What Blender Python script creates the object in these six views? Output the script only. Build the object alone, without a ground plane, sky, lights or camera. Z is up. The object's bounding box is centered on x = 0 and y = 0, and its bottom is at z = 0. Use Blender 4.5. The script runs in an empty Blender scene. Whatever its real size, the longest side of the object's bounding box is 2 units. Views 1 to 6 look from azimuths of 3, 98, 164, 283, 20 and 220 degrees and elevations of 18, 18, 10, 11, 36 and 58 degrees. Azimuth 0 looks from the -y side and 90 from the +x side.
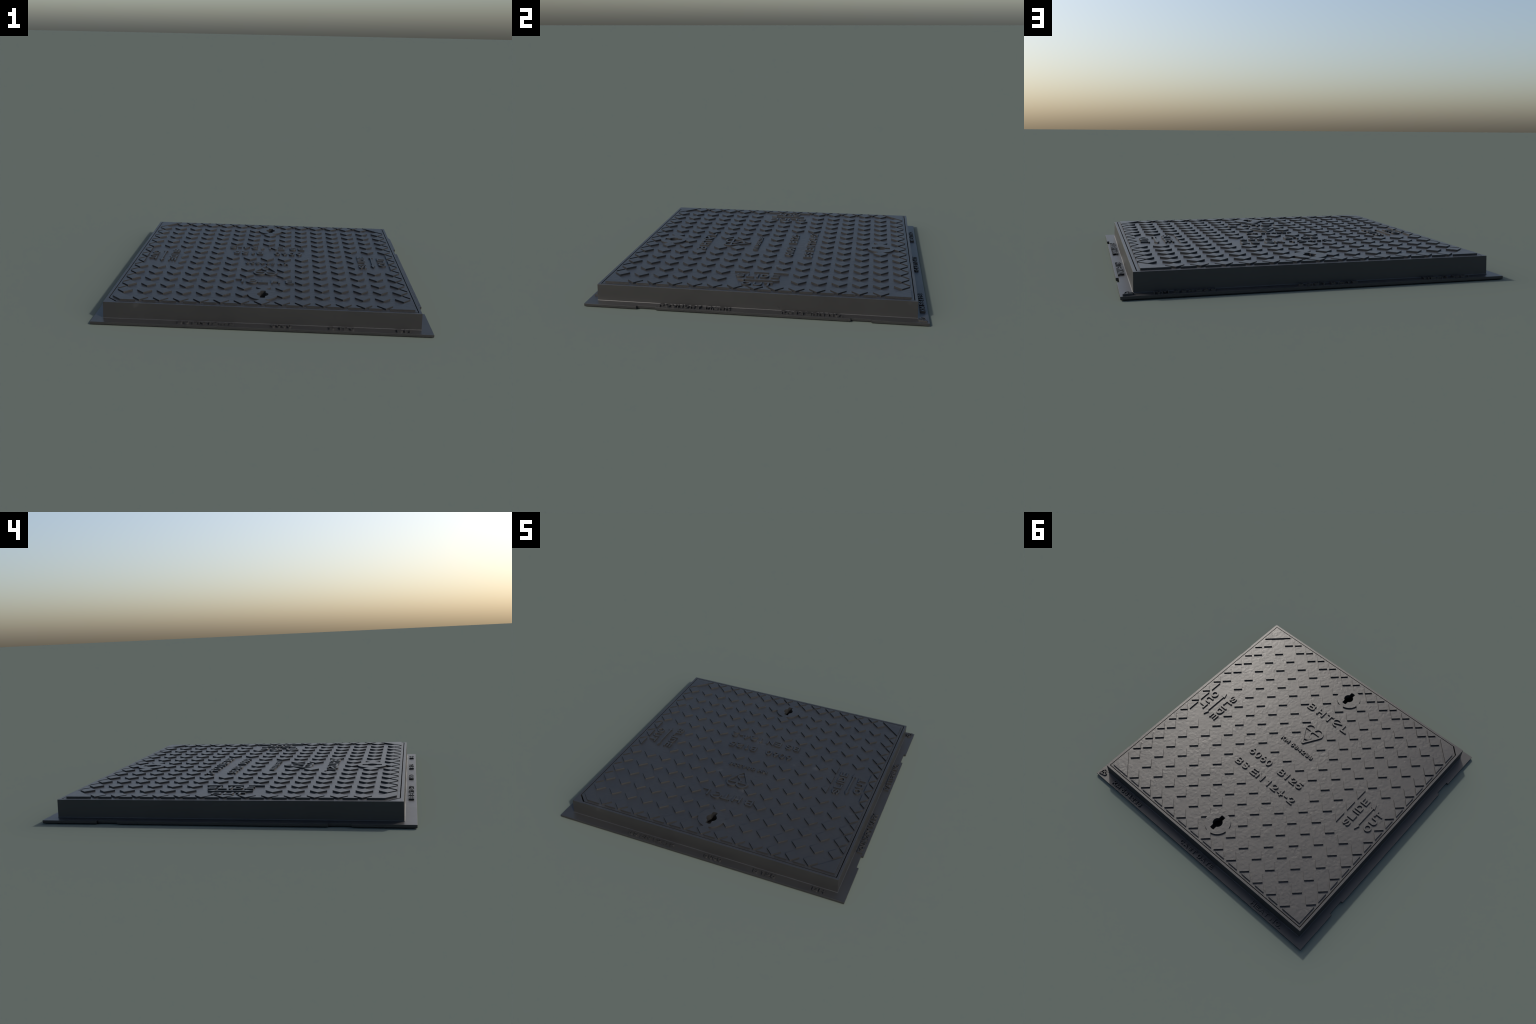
"""Square cast-iron access cover: flanged frame, drop-in lid with diamond tread,
two keyholes, raised lettering on lid and flange."""
import bpy, bmesh, math
from math import pi, sin, cos, atan2, hypot, radians
from mathutils import Matrix, Vector

# ------------------------------------------------------------------ sizes (m)
FLANGE = 1.0          # half width of the bottom flange
FLANGE_Z = 0.0178     # flange thickness
NOTCH = (0.565, 0.681, 0.0145)   # |y| from, |y| to, depth: cut-outs in the +-x flange edges
RIM = 0.935           # half width of the frame's upstand at the top
RIM_FOOT = 0.9375     # ... at its foot (casting draft)
TOP_Z = 0.1186        # rim top and lid plate
LUG_Z = 0.1279        # top of tread, bosses and lettering
OPENING = 0.9192      # half width of the seat in the frame
LEDGE = 0.8850        # inner edge of the ledge that carries the lid
LEDGE_Z = 0.0450
PLATE_Z = 0.0855       # underside of the lid's top plate above the key pockets
LID = 0.9138          # half width of the lid
LID_CUT = 1.7715      # the (-x,-y) corner is cut where |x|+|y| = this
PITCH = 0.1215        # tread pitch, both ways
LUG = 0.0464          # half diagonal of one tread diamond
EDGE = 0.8990         # outer limit of the tread
MARK_Z = 0.0272       # top of the flange lettering


# ------------------------------------------------------------------ materials
def cast_iron(name, bump, worn):
    m = bpy.data.materials.new(name)
    m.use_nodes = True
    nt = m.node_tree
    N, L = nt.nodes, nt.links
    bsdf = N["Principled BSDF"]
    co = N.new("ShaderNodeTexCoord")

    def noise(scale, detail, rough, dist=0.0):
        n = N.new("ShaderNodeTexNoise")
        n.inputs["Scale"].default_value = scale
        n.inputs["Detail"].default_value = detail
        n.inputs["Roughness"].default_value = rough
        n.inputs["Distortion"].default_value = dist
        L.new(co.outputs["Object"], n.inputs["Vector"])
        return n.outputs["Fac"]

    def ramp(src, a, b, ca, cb):
        r = N.new("ShaderNodeValToRGB")
        r.color_ramp.elements[0].position, r.color_ramp.elements[1].position = a, b
        r.color_ramp.elements[0].color = (*ca, 1)
        r.color_ramp.elements[1].color = (*cb, 1)
        L.new(src, r.inputs["Fac"])
        return r.outputs["Color"]

    base = ramp(noise(3.2, 4, 0.55), 0.35, 0.7, (0.0185, 0.0185, 0.0188), (0.023, 0.0228, 0.0225))
    # sparse pale rubbed specks
    speck = ramp(noise(7.5, 2, 0.5), 0.70, 0.78, (0, 0, 0), (1, 1, 1))
    mix = N.new("ShaderNodeMix")
    mix.data_type = "RGBA"
    gain = N.new("ShaderNodeMath")
    gain.operation = "MULTIPLY"
    gain.inputs[1].default_value = worn
    L.new(speck, gain.inputs[0])
    L.new(gain.outputs[0], mix.inputs["Factor"])
    L.new(base, mix.inputs["A"])
    mix.inputs["B"].default_value = (0.06, 0.06, 0.06, 1)
    L.new(mix.outputs["Result"], bsdf.inputs["Base Color"])
    bsdf.inputs["Metallic"].default_value = 0.0
    bsdf.inputs["Specular IOR Level"].default_value = 0.52
    rr = ramp(noise(5.0, 3, 0.5), 0.3, 0.75, (0.40, 0.40, 0.40), (0.45, 0.45, 0.45))
    L.new(rr, bsdf.inputs["Roughness"])
    if bump:
        h1 = noise(44.0, 1.0, 0.4, 0.25)
        amount = ramp(noise(7.0, 1.0, 0.5), 0.30, 0.68, (0.25, 0.25, 0.25), (1, 1, 1))   # rough and smoother patches
        add = N.new("ShaderNodeMath")
        add.operation = "MULTIPLY"
        L.new(h1, add.inputs[0])
        L.new(amount, add.inputs[1])
        b = N.new("ShaderNodeBump")
        b.inputs["Strength"].default_value = bump
        b.inputs["Distance"].default_value = 0.004
        L.new(add.outputs[0], b.inputs["Height"])
        L.new(b.outputs["Normal"], bsdf.inputs["Normal"])
    return m


LID_MAT = cast_iron("cast_iron_pitted", 0.34, 0.6)
FRAME_MAT = cast_iron("cast_iron_plain", 0.10, 0.35)


# ------------------------------------------------------------------ helpers
def link(name, mesh, mat, parent=None):
    ob = bpy.data.objects.new(name, mesh)
    bpy.context.scene.collection.objects.link(ob)
    if mat and not mesh.materials:
        mesh.materials.append(mat)
    ob.parent = parent
    return ob


def prism(poly, z0, z1, name):
    """Extrude a simple polygon (list of xy, counter-clockwise)."""
    bm = bmesh.new()
    lo = [bm.verts.new((x, y, z0)) for x, y in poly]
    hi = [bm.verts.new((x, y, z1)) for x, y in poly]
    n = len(poly)
    bm.faces.new(hi)
    bm.faces.new(lo[::-1])
    for i in range(n):
        j = (i + 1) % n
        bm.faces.new((lo[i], lo[j], hi[j], hi[i]))
    bmesh.ops.recalc_face_normals(bm, faces=bm.faces)
    me = bpy.data.meshes.new(name)
    bm.to_mesh(me)
    bm.free()
    return me


def plate(outlines, z0, z1, name):
    """Flat plate with holes: first outline is the edge, the others are holes."""
    cu = bpy.data.curves.new(name, "CURVE")
    cu.dimensions = "2D"
    cu.fill_mode = "BOTH"
    cu.extrude = (z1 - z0) / 2
    for pts in outlines:
        s = cu.splines.new("POLY")
        s.points.add(len(pts) - 1)
        for p, (x, y) in zip(s.points, pts):
            p.co = (x, y, 0, 1)
        s.use_cyclic_u = True
    me = to_mesh(cu, name)
    me.transform(Matrix.Translation((0, 0, (z0 + z1) / 2)))
    return me


def to_mesh(cu, name):
    tmp = bpy.data.objects.new("tmp", cu)
    bpy.context.scene.collection.objects.link(tmp)
    dg = bpy.context.evaluated_depsgraph_get()
    me = bpy.data.meshes.new_from_object(tmp.evaluated_get(dg))
    me.name = name
    bpy.data.objects.remove(tmp)
    bm = bmesh.new()
    bm.from_mesh(me)
    bmesh.ops.remove_doubles(bm, verts=bm.verts, dist=1e-6)
    for f in bm.faces:
        f.smooth = False
    bm.to_mesh(me)
    bm.free()
    return me


def frame_at(origin, right, z):
    """Matrix of a text frame: right and up vectors in the plane, z up."""
    r = Vector((right[0], right[1], 0)).normalized()
    u = Vector((-r.y, r.x, 0))
    return Matrix(((r.x, u.x, 0, origin[0]), (r.y, u.y, 0, origin[1]), (0, 0, 1, z), (0, 0, 0, 1)))


def stroke(pts, width, closed=False):
    """Outline(s) of a constant-width line through pts, mitred at the corners."""
    n = len(pts)
    L, R = [], []
    for i in range(n):
        p = Vector(pts[i])
        a = Vector(pts[i - 1]) if (i > 0 or closed) else None
        b = Vector(pts[(i + 1) % n]) if (i < n - 1 or closed) else None
        d1 = (p - a).normalized() if a is not None else None
        d2 = (b - p).normalized() if b is not None else None
        d1 = d1 or d2
        d2 = d2 or d1
        n1, n2 = Vector((-d1.y, d1.x)), Vector((-d2.y, d2.x))
        m = (n1 + n2)
        m = m.normalized() if m.length > 1e-6 else n1
        k = width / 2 / max(0.45, m.dot(n1))
        L.append(tuple(p + m * k))
        R.append(tuple(p - m * k))
    return [L, R] if closed else [R + L[::-1]]


def arc(cx, cy, r, a0, a1, n=14):
    return [(cx + r * cos(radians(a0 + (a1 - a0) * i / n)), cy + r * sin(radians(a0 + (a1 - a0) * i / n)))
            for i in range(n + 1)]


def smooth_line(pts, steps=6):
    """Catmull-Rom through control points."""
    out = []
    P = [pts[0]] + list(pts) + [pts[-1]]
    for i in range(1, len(P) - 2):
        a, b, c, d = (Vector(q) for q in P[i - 1:i + 3])
        for k in range(steps):
            t = k / steps
            out.append(tuple(0.5 * ((2 * b) + (c - a) * t + (2 * a - 5 * b + 4 * c - d) * t * t
                                    + (3 * b - a - 3 * c + d) * t ** 3)))
    out.append(tuple(pts[-1]))
    return out


# ------------------------------------------------------------------ monoline casting alphabet
# Every glyph: outer width in cap heights, then its lines in a 0..1 box of the line's centre.
def ell(cx, cy, rx, ry, a0, a1, n=16):
    return [(cx + rx * cos(radians(a0 + (a1 - a0) * i / n)), cy + ry * sin(radians(a0 + (a1 - a0) * i / n)))
            for i in range(n + 1)]


def loop(cx, cy, rx, ry, n=28):
    return ("closed", ell(cx, cy, rx, ry, 0, 360 - 360 / n, n - 1))


BOWL_P = [(0.12, 1.006), (0.6, 1.006)] + ell(0.6, 0.74, 0.4, 0.26, 80, -80, 10) + [(0.6, 0.48), (0.12, 0.48)]
ALPHABET = {
    "A": (0.98, [[(0, 0), (0.5, 1), (1, 0)], [(0.18, 0.3), (0.82, 0.3)]]),
    "B": (0.84, [[(0, 0), (0, 1)], [(0.12, 1.006), (0.6, 1.006)] + ell(0.6, 0.755, 0.34, 0.245, 80, -80, 10) + [(0.6, 0.51), (0.12, 0.51)],
                 [(0.5, 0.503), (0.62, 0.503)] + ell(0.62, 0.25, 0.38, 0.253, 80, -80, 10) + [(0.62, -0.006), (0.12, -0.006)]]),
    "C": (0.90, [ell(0.5, 0.5, 0.5, 0.5, 42, 318, 24)]),
    "D": (0.86, [("closed", [(0, 0), (0, 1), (0.45, 1)] + ell(0.45, 0.5, 0.55, 0.5, 80, -80, 14) + [(0.45, 0)])]),
    "E": (0.82, [[(1, 0), (0, 0), (0, 1), (1, 1)], [(0.12, 0.51), (0.88, 0.51)]]),
    "F": (0.76, [[(0, 0), (0, 1), (1, 1)], [(0.12, 0.5), (0.82, 0.5)]]),
    "H": (0.88, [[(0, 0), (0, 1)], [(1, 0), (1, 1)], [(0.12, 0.51), (0.88, 0.51)]]),
    "I": (0.20, [[(0.5, 0), (0.5, 1)]]),
    "K": (0.86, [[(0, 0), (0, 1)], [(1, 1), (0.02, 0.38)], [(0.36, 0.58), (1, 0)]]),
    "L": (0.78, [[(0, 1), (0, 0), (1, 0)]]),
    "M": (1.04, [[(0, 0), (0, 1)], [(1, 0), (1, 1)], [(0.06, 0.94), (0.5, 0.2), (0.94, 0.94)]]),
    "N": (0.92, [[(0, 0), (0, 1)], [(1, 0), (1, 1)], [(0.06, 0.93), (0.94, 0.07)]]),
    "O": (0.96, [loop(0.5, 0.5, 0.5, 0.5)]),
    "P": (0.80, [[(0, 0), (0, 1)], BOWL_P]),
    "R": (0.84, [[(0, 0), (0, 1)], BOWL_P, [(0.52, 0.48), (1, 0)]]),
    "S": (0.86, [smooth_line([(0.96, 0.78), (0.82, 0.95), (0.5, 1), (0.17, 0.94), (0.05, 0.76), (0.17, 0.60), (0.5, 0.51),
                              (0.85, 0.41), (0.97, 0.24), (0.83, 0.06), (0.5, 0), (0.17, 0.05), (0.02, 0.22)], 4)]),
    "T": (0.86, [[(0, 1), (1, 1)], [(0.5, 0.92), (0.5, 0)]]),
    "U": (0.86, [[(0, 1), (0, 0.38)] + ell(0.5, 0.38, 0.5, 0.38, 190, 350, 16) + [(1, 0.38), (1, 1)]]),
    "Y": (0.92, [[(0, 1), (0.5, 0.45), (1, 1)], [(0.5, 0.47), (0.5, 0)]]),
    "0": (0.80, [loop(0.5, 0.5, 0.5, 0.5)]),
    "1": (0.66, [[(0.08, 0.76), (0.40, 0.97)], [(0.5, 0), (0.5, 1)]]),
    "2": (0.82, [smooth_line([(0.03, 0.72), (0.14, 0.92), (0.5, 1), (0.86, 0.92), (0.96, 0.72), (0.82, 0.5), (0.02, 0.0)], 5)
                 + [(1, 0)]]),
    "3": (0.80, [smooth_line([(0.03, 0.82), (0.18, 0.96), (0.5, 1), (0.84, 0.93), (0.92, 0.76), (0.8, 0.59), (0.42, 0.53)], 4),
                 smooth_line([(0.42, 0.53), (0.84, 0.47), (1, 0.27), (0.85, 0.06), (0.5, 0), (0.15, 0.05), (0, 0.2)], 4)]),
    "4": (0.86, [[(0.70, 0), (0.70, 1)], [(0.64, 0.93), (0.02, 0.27), (1, 0.27)]]),
    "5": (0.80, [[(0.92, 1), (0.16, 1), (0.08, 0.48)]
                 + smooth_line([(0.3, 0.62), (0.6, 0.63), (0.92, 0.5), (1, 0.3), (0.88, 0.08), (0.5, 0), (0.16, 0.04), (0.05, 0.12)], 4)]),
    "6": (0.80, [loop(0.5, 0.31, 0.5, 0.31), smooth_line([(0.0, 0.33), (0.06, 0.55), (0.24, 0.80), (0.52, 1.0)], 5)]),
    "8": (0.80, [loop(0.5, 0.76, 0.42, 0.24), loop(0.5, 0.27, 0.5, 0.27)]),
    "-": (0.46, [[(0, 0.42), (1, 0.42)]]),
    ".": (0.20, [[(0.5, 0), (0.5, 0.02)]]),
}
GAP, SPACE = 0.20, 0.64


def lettering(text, origin, right, width, cap, z0, z1, parent, mat, line=0.175):
    """Raised words, one object per letter: origin is the lower left corner of the line,
    width and cap height give its size."""
    total, pen = 0.0, []
    for k, ch in enumerate(text):
        if ch == " ":
            total += SPACE - GAP
            continue
        pen.append((ch, total))
        total += ALPHABET[ch][0] + GAP
    total -= GAP
    M = frame_at(origin, right, 0) @ Matrix.Diagonal((width / total, cap, 1, 1))
    for ch, x0 in pen:
        w, lines = ALPHABET[ch]
        bm = bmesh.new()
        for k, ln in enumerate(lines):
            closed = isinstance(ln, tuple)
            pts = ln[1] if closed else ln
            pts = [(x0 + line / 2 + (w - line) * x, line / 2 + (1 - line) * y) for x, y in pts]
            if not closed:                       # square ends reach the edge of the box
                for e, nb in ((0, 1), (-1, -2)):
                    d = (Vector(pts[e]) - Vector(pts[nb])).normalized() * line / 2
                    pts[e] = (pts[e][0] + d.x, pts[e][1] + d.y)
            box = [[(min(max(x, x0), x0 + w), min(max(y, -0.004 * k), 1 + 0.004 * k)) for x, y in o]
                   for o in stroke(pts, line, closed)]           # trim mitres to the letter's box
            part = plate(box, z0, z1 - 0.00015 * k, "letter")
            part.transform(M)
            bm.from_mesh(part)
            bpy.data.meshes.remove(part)
        me = bpy.data.meshes.new("letter")
        bm.to_mesh(me)
        bm.free()
        link("letter", me, mat, parent)


# ------------------------------------------------------------------ the thing
cover = bpy.data.objects.new("manhole_cover", None)
bpy.context.scene.collection.objects.link(cover)
cover["label"] = "square dark cast-iron manhole cover with diamond tread and raised lettering"
cover["category"] = "manhole cover"


# ------------------------------------------------------------------ frame
def frame_mesh():
    """Rings of equal vertex count are bridged from the seat over the rim to the flange foot."""
    a, b, dep = NOTCH
    # walk round the square counter-clockwise: each entry (x sign/flag, y, recessed?)
    def ring(half, notch_depth=0.0, shrink=0.0, cut=None):
        h = half - shrink
        side = []
        for y, deep in ((-b, 0), (-b, 1), (-a, 1), (-a, 0), (a, 0), (a, 1), (b, 1), (b, 0)):
            x = h - (notch_depth if deep else 0)
            # the lip of a rounded edge also draws back inside the notches
            yy = y
            if notch_depth and shrink:
                yy = y + (shrink if (y in (-a, b)) else -shrink) * (1 if y > 0 else 1)
                if y == -b: yy = y - shrink
                if y == -a: yy = y + shrink
                if y == a: yy = y - shrink
                if y == b: yy = y + shrink
            side.append((x, yy))
        c = cut
        pts = [(h, -h)] + side + [(h, h)]
        pts += [(-h, h)] + [(-x, -y) for x, y in side]
        if c:
            q = c - h
            pts += [(-h, -q), (-q, -h)]
        else:
            pts += [(-h, -h), (-h, -h)]
        return pts

    prof = []
    seat = LID_CUT + 0.0125
    prof.append((ring(LEDGE, cut=seat - 0.07), 0.0))
    prof.append((ring(LEDGE, cut=seat - 0.07), LEDGE_Z))
    prof.append((ring(OPENING, cut=seat), LEDGE_Z))
    prof.append((ring(OPENING, cut=seat), TOP_Z))
    prof.append((ring(RIM - 0.0006), TOP_Z))
    prof.append((ring(RIM), TOP_Z - 0.0006))
    prof.append((ring(RIM_FOOT), FLANGE_Z + 0.0042))
    for k in range(1, 5):                       # fillet at the foot of the upstand
        t = k / 4 * pi / 2
        prof.append((ring(RIM_FOOT + 0.0042 * (1 - cos(t))), FLANGE_Z + 0.0042 * (1 - sin(t))))
    prof.append((ring(FLANGE, NOTCH[2], 0.0005), FLANGE_Z))
    prof.append((ring(FLANGE, NOTCH[2]), FLANGE_Z - 0.0005))
    r = 0.005
    for k in range(0, 4):                       # rounded lower edge
        t = k / 3 * pi / 2
        prof.append((ring(FLANGE, NOTCH[2], r * (1 - cos(t))), r * (1 - sin(t))))
    prof.append((ring(LEDGE, cut=seat - 0.07), 0.0))
    bm = bmesh.new()
    rings = [[bm.verts.new((x, y, z)) for x, y in pts] for pts, z in prof]
    for r0, r1 in zip(rings, rings[1:]):
        n = len(r0)
        for i in range(n):
            j = (i + 1) % n
            bm.faces.new((r0[i], r0[j], r1[j], r1[i]))
    bmesh.ops.remove_doubles(bm, verts=bm.verts, dist=1e-6)
    bmesh.ops.dissolve_degenerate(bm, edges=bm.edges, dist=1e-6)
    bmesh.ops.recalc_face_normals(bm, faces=bm.faces)
    me = bpy.data.meshes.new("frame")
    bm.to_mesh(me)
    bm.free()
    return me


frame = link("frame", frame_mesh(), FRAME_MAT, cover)

# words cast on the flange: (text, start along the side, length, side)
M0 = FLANGE_Z - 0.001
CAP = 0.0300
for text, start, length in (("BS EN 124-2", -0.487, 0.332), ("6060", 0.060, 0.120), ("B 125", 0.400, 0.146), ("BH", 0.790, 0.079)):
    lettering(text, (start, -0.9855), (1, 0), length, CAP, M0, MARK_Z, frame, FRAME_MAT, 0.19)
for text, start, length in (("KM 584238", 0.846, 0.297), ("CAST DATE", 0.136, 0.313), ("HEAT NO.", -0.544, 0.260)):
    lettering(text, (start, 0.9855), (-1, 0), length, CAP, M0, MARK_Z, frame, FRAME_MAT, 0.19)
for text, start, length in (("FOUNDRY MARK", -0.548, 0.425), ("PATTERN NO.", 0.170, 0.350)):
    lettering(text, (0.9855, start), (0, 1), length, 0.034, M0, MARK_Z, frame, FRAME_MAT, 0.19)


# ------------------------------------------------------------------ certification heart
def heart_mark(origin, right, scale, z0, z1, parent, mat):
    """Heart of two lobes on a bar, a V below and an S hook in the middle; line width 12 mm."""
    w = 0.012
    right_side = smooth_line([(0, 0.137), (0.003, 0.160), (0.016, 0.178), (0.036, 0.184), (0.057, 0.177),
                              (0.071, 0.158), (0.074, 0.142), (0.068, 0.122), (0.000, 0.006)], 6)
    left_side = [(-x, y) for x, y in right_side]
    hook = smooth_line([(0.068, 0.1375), (0.04, 0.1375), (0.004, 0.137), (-0.010, 0.128), (-0.012, 0.112),
                        (-0.002, 0.096), (0.014, 0.084), (0.020, 0.070), (0.010, 0.058), (-0.016, 0.050)], 6)
    bar = [(-0.068, 0.1375), (-0.008, 0.1375)]
    M = frame_at(origin, right, 0) @ Matrix.Diagonal((scale, scale, 1, 1))
    for k, line in enumerate((right_side, left_side, hook, bar)):
        me = plate(stroke(line, w), z0, z1 - 0.0003 * k, "heart_mark")
        me.transform(M)
        link("heart_mark", me, mat, parent)


heart_mark((0.988, 0.988), (-0.7071, 0.7071), 0.31, M0, MARK_Z, frame, FRAME_MAT)


# ------------------------------------------------------------------ lid
def keyhole(cx, cy, n=20):
    """Round hole with two opposite slots along y."""
    r, half, reach = 0.035, 0.0165, 0.0615
    a = math.degrees(math.acos(half / r))
    tip = math.degrees(math.acos(half / reach))
    pts = arc(0, 0, r, -a, a, n)
    pts += arc(0, 0, reach, tip, 180 - tip, 6)
    pts += arc(0, 0, r, 180 - a, 180 + a, n)
    pts += arc(0, 0, reach, 180 + tip, 360 - tip, 6)
    return [(cx + x, cy + y) for x, y in pts]


KEY_Y = 6 * PITCH + 0.0015
q = LID_CUT - LID
outline = [(LID, -LID), (LID, LID), (-LID, LID), (-LID, -q), (-q, -LID)]
KEYS = [(0.0, -KEY_Y), (0.0, KEY_Y)]
bm = bmesh.new()
for part in (plate([outline] + [keyhole(*c)[::-1] for c in KEYS], PLATE_Z, TOP_Z, "lid"),
             plate([outline] + [arc(c[0], c[1], 0.0795, 350, 0, 35) for c in KEYS], LEDGE_Z + 0.0005, PLATE_Z, "lid")):
    bm.from_mesh(part)
    bpy.data.meshes.remove(part)
me = bpy.data.meshes.new("lid")
bm.to_mesh(me)
bm.free()
lid = link("lid", me, LID_MAT, cover)

# raised round seat of each keyhole
BOSS = 0.0905
for c in KEYS:
    ringpts = [(c[0] + BOSS * cos(t * pi / 36), c[1] + BOSS * sin(t * pi / 36)) for t in range(72)]
    link("keyhole_boss", plate([ringpts, keyhole(*c)[::-1]], TOP_Z, LUG_Z, "keyhole_boss"), LID_MAT, lid)

# closed cup under each keyhole
def cup(cx, cy, r=0.075, wall=0.004, floor=0.034):
    bm = bmesh.new()
    rings = []
    for rad, z in ((r, PLATE_Z), (r, floor), (0.0, floor), (0.0, floor - wall), (r + wall, floor - wall), (r + wall, PLATE_Z)):
        rings.append([bm.verts.new((cx + rad * cos(k * pi / 18), cy + rad * sin(k * pi / 18), z)) for k in range(36)])
    for a, b in zip(rings, rings[1:] + rings[:1]):
        for k in range(36):
            m = (k + 1) % 36
            bm.faces.new((a[k], a[m], b[m], b[k]))
    bmesh.ops.remove_doubles(bm, verts=bm.verts, dist=1e-6)
    bmesh.ops.dissolve_degenerate(bm, edges=bm.edges, dist=1e-6)
    bmesh.ops.recalc_face_normals(bm, faces=bm.faces)
    me = bpy.data.meshes.new("key_pocket")
    bm.to_mesh(me)
    bm.free()
    return me


for c in KEYS:
    link("key_pocket", cup(*c), LID_MAT, lid)

# ------------------------------------------------------------------ tread lugs
Z0 = TOP_Z - 0.0015
diamond = prism([(LUG, 0), (0, LUG), (-LUG, 0), (0, -LUG)], Z0, LUG_Z, "tread_lug")
half_right = prism([(LUG, 0), (0, LUG), (0, -LUG)], Z0, LUG_Z, "tread_lug")     # cut along y, keeps +x
half_left = prism([(0, LUG), (-LUG, 0), (0, -LUG)], Z0, LUG_Z, "tread_lug")     # keeps -x
skip = {(i, j) for i in (-7, 7) for j in (-7, 7)}
skip |= {(i, j) for i in range(-2, 3) for j in (1, 2)}            # two long lines of text
skip |= {(i, -1) for i in (-1, 0, 1)}                             # licence number
skip |= {(0, -2), (0, -3)}                                        # heart mark
skip |= {(i, -4) for i in (-1, 0, 1)}                             # maker's word
skip |= {(0, -6), (0, 6)}                                         # keyholes
skip |= {(i, j) for i in (-6, 6) for j in (-1, 0, 1)}             # sliding hints
slots = {(-5, 1): half_right, (-7, 1): half_left}
for j in (-1, 0, 1):
    slots[(-5, j)] = half_right
    slots[(-7, j)] = half_left
    slots[(5, j)] = half_left
    slots[(7, j)] = half_right


def bitten(cx, cy, key):
    """Diamond whose near corner is swallowed by the round boss."""
    corners = [(cx + LUG, cy), (cx, cy + LUG), (cx - LUG, cy), (cx, cy - LUG)]
    pts = []
    inside = lambda p: hypot(p[0] - key[0], p[1] - key[1]) < BOSS
    start = max(range(4), key=lambda k: hypot(corners[k][0] - key[0], corners[k][1] - key[1]))
    corners = corners[start:] + corners[:start]       # start at the corner farthest from the hole
    for k in range(4):
        p, s = corners[k], corners[(k + 1) % 4]
        if not inside(p):
            pts.append(p)
        if inside(p) != inside(s):
            lo, hi = (p, s) if inside(p) else (s, p)
            for _ in range(40):
                m = ((lo[0] + hi[0]) / 2, (lo[1] + hi[1]) / 2)
                lo, hi = (m, hi) if inside(m) else (lo, m)
            pts.append(hi)
            if inside(s):
                entry = hi
            else:                     # leaving: lay the arc between entry and exit
                a0 = atan2(entry[1] - key[1], entry[0] - key[0])
                a1 = atan2(hi[1] - key[1], hi[0] - key[0])
                d = (a1 - a0 + pi) % (2 * pi) - pi
                mid = [(key[0] + BOSS * cos(a0 + d * t / 6), key[1] + BOSS * sin(a0 + d * t / 6)) for t in range(1, 6)]
                pts[-1:] = mid + [hi]
    return pts


for i in range(-7, 8):
    for j in range(-7, 8):
        if (i, j) in skip:
            continue
        x, y = i * PITCH, j * PITCH
        me, at = slots.get((i, j), diamond), (x, y, 0)
        for key in KEYS:
            if abs(x - key[0]) + abs(y - key[1]) < PITCH * 1.1:
                me, at = prism(bitten(x, y, key), TOP_Z, LUG_Z, "tread_lug"), (0, 0, 0)
        ob = link("tread_lug", me, LID_MAT, lid)
        ob.location = at

# triangles along the four edges, big triangles in the corners
T = 0.0395
edge_lug = prism([(-T, 0), (0, -T), (T, 0)], Z0, LUG_Z, "edge_lug")
for side in range(4):
    for k in range(-6, 6):
        ob = link("edge_lug", edge_lug, LID_MAT, lid)
        s = (k + 0.5) * PITCH
        ob.matrix_local = Matrix.Rotation(side * pi / 2, 4, "Z") @ Matrix.Translation((s, EDGE, 0))
C = 0.751
corner_lug = prism([(C, EDGE), (EDGE, C), (EDGE, EDGE)], Z0, LUG_Z, "corner_lug")
for side in (0, 1, 3):
    ob = link("corner_lug", corner_lug, LID_MAT, lid)
    ob.rotation_euler = (0, 0, side * pi / 2)
D = 0.843
link("corner_lug", prism([(-C, -EDGE), (-EDGE, -C), (-EDGE, -D), (-D, -EDGE)], Z0, LUG_Z, "corner_lug"), LID_MAT, lid)

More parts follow.
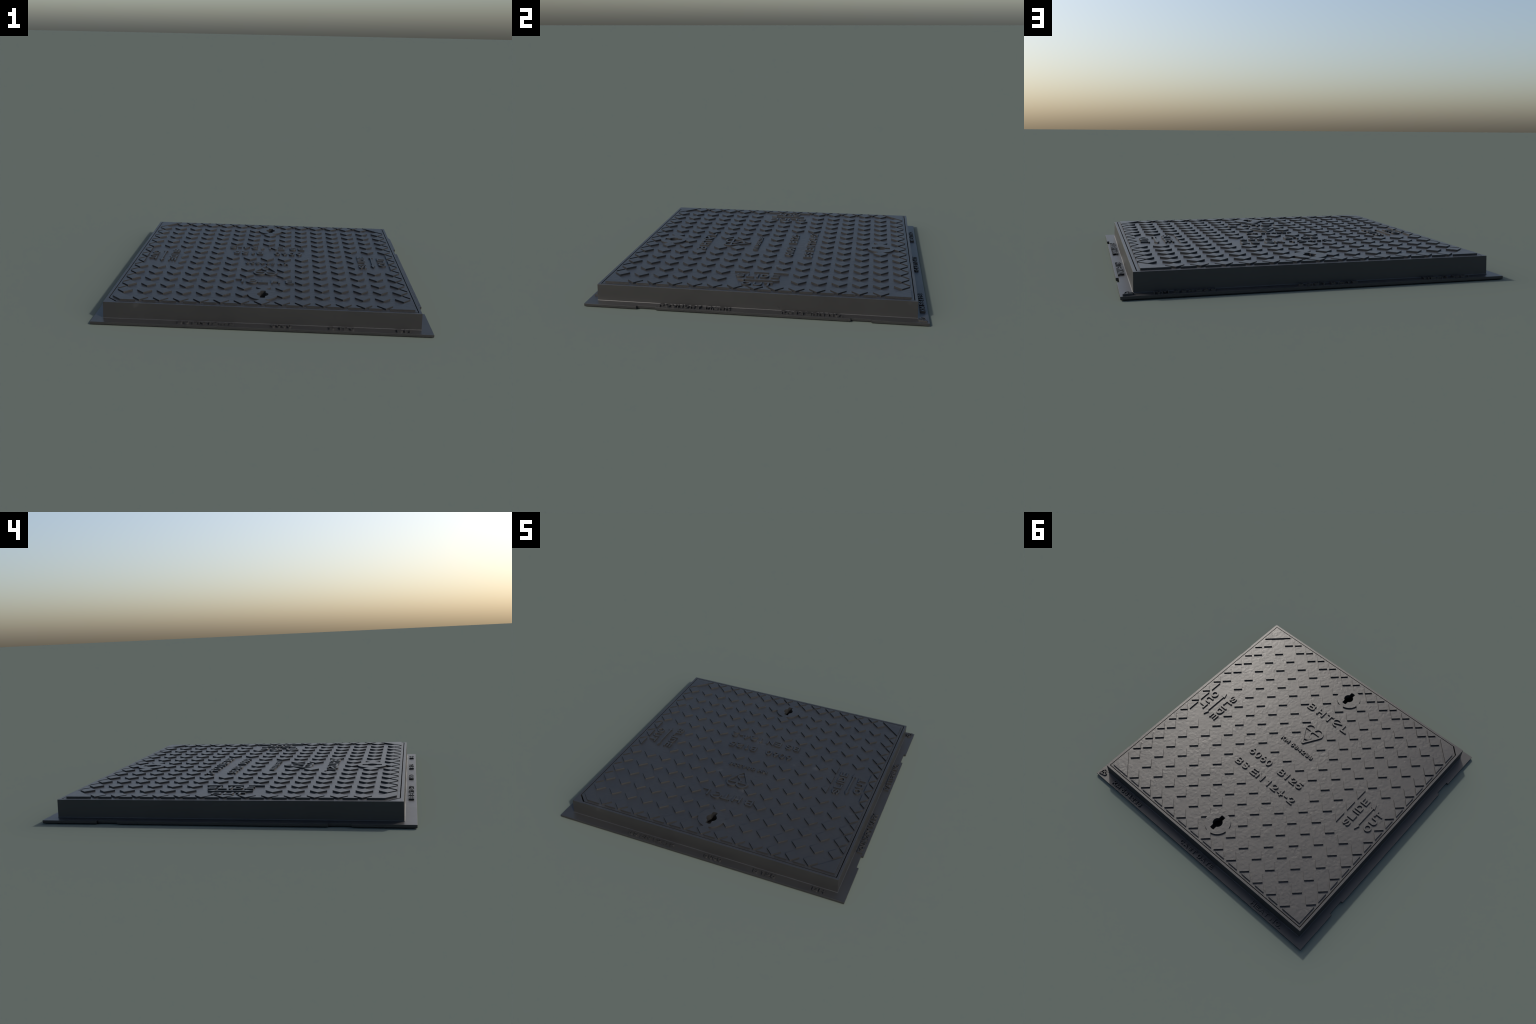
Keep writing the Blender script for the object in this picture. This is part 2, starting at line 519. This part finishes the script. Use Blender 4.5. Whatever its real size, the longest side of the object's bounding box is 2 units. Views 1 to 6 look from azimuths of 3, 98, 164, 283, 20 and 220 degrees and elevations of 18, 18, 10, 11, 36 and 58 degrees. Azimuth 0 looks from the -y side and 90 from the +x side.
# ------------------------------------------------------------------ lid lettering (reads from +y: right = -x, up = -y)
R = (-1, 0)
for text, x, y, width, cap in (("B", 0.189, -0.4530, 0.056, 0.063), ("H", 0.101, -0.4530, 0.057, 0.063),
                               ("T", 0.024, -0.4530, 0.062, 0.063), ("L", -0.135, -0.4530, 0.053, 0.063),
                               ("KM 584238", 0.149, -0.1000, 0.296, 0.0325),
                               ("6060", 0.246, 0.1520, 0.200, 0.0575), ("B125", -0.034, 0.1500, 0.214, 0.0575),
                               ("BS EN 124-2", 0.265, 0.2810, 0.550, 0.0575)):
    lettering(text, (x, y), R, width, cap, Z0, LUG_Z, lid, LID_MAT)

# leaning round "e" of the maker's word: arc and rising bar
bm = bmesh.new()
for k, ln in enumerate((ell(0, 0, 0.0335, 0.0310, 22, 292, 30), [(-0.024, -0.012), (0.0380, 0.0150)])):
    part = plate(stroke(ln, 0.0110), Z0, LUG_Z - 0.0002 * k, "letter")
    part.transform(frame_at((-0.0790, -0.4910), R, 0))
    bm.from_mesh(part)
    bpy.data.meshes.remove(part)
me = bpy.data.meshes.new("letter")
bm.to_mesh(me)
bm.free()
link("letter", me, LID_MAT, lid)

heart_mark((0.0, -0.168), R, 1.0, Z0, LUG_Z, lid, LID_MAT)

# "slide out" with a double-headed arrow, once per side
arrow = [(-0.1285, 0), (-0.087, -0.015), (-0.087, -0.005), (0.087, -0.005), (0.087, -0.015),
         (0.1285, 0), (0.087, 0.015), (0.087, 0.005), (-0.087, 0.005), (-0.087, 0.015)]
for right, ox, oy, flip in (((0, -1), -0.738, 0.0, 1), ((0, 1), 0.738, 0.0, -1)):
    s = flip
    lettering("SLIDE", (ox + s * 0.0475, s * 0.148 + oy), right, 0.267, 0.052, Z0, LUG_Z, lid, LID_MAT)
    lettering("OUT", (ox - s * 0.0925, s * 0.091 + oy), right, 0.186, 0.0525, Z0, LUG_Z, lid, LID_MAT)
    me = prism(arrow, Z0, LUG_Z, "slide_arrow")
    me.transform(frame_at((ox, 0.001), right, 0))
    link("slide_arrow", me, LID_MAT, lid)
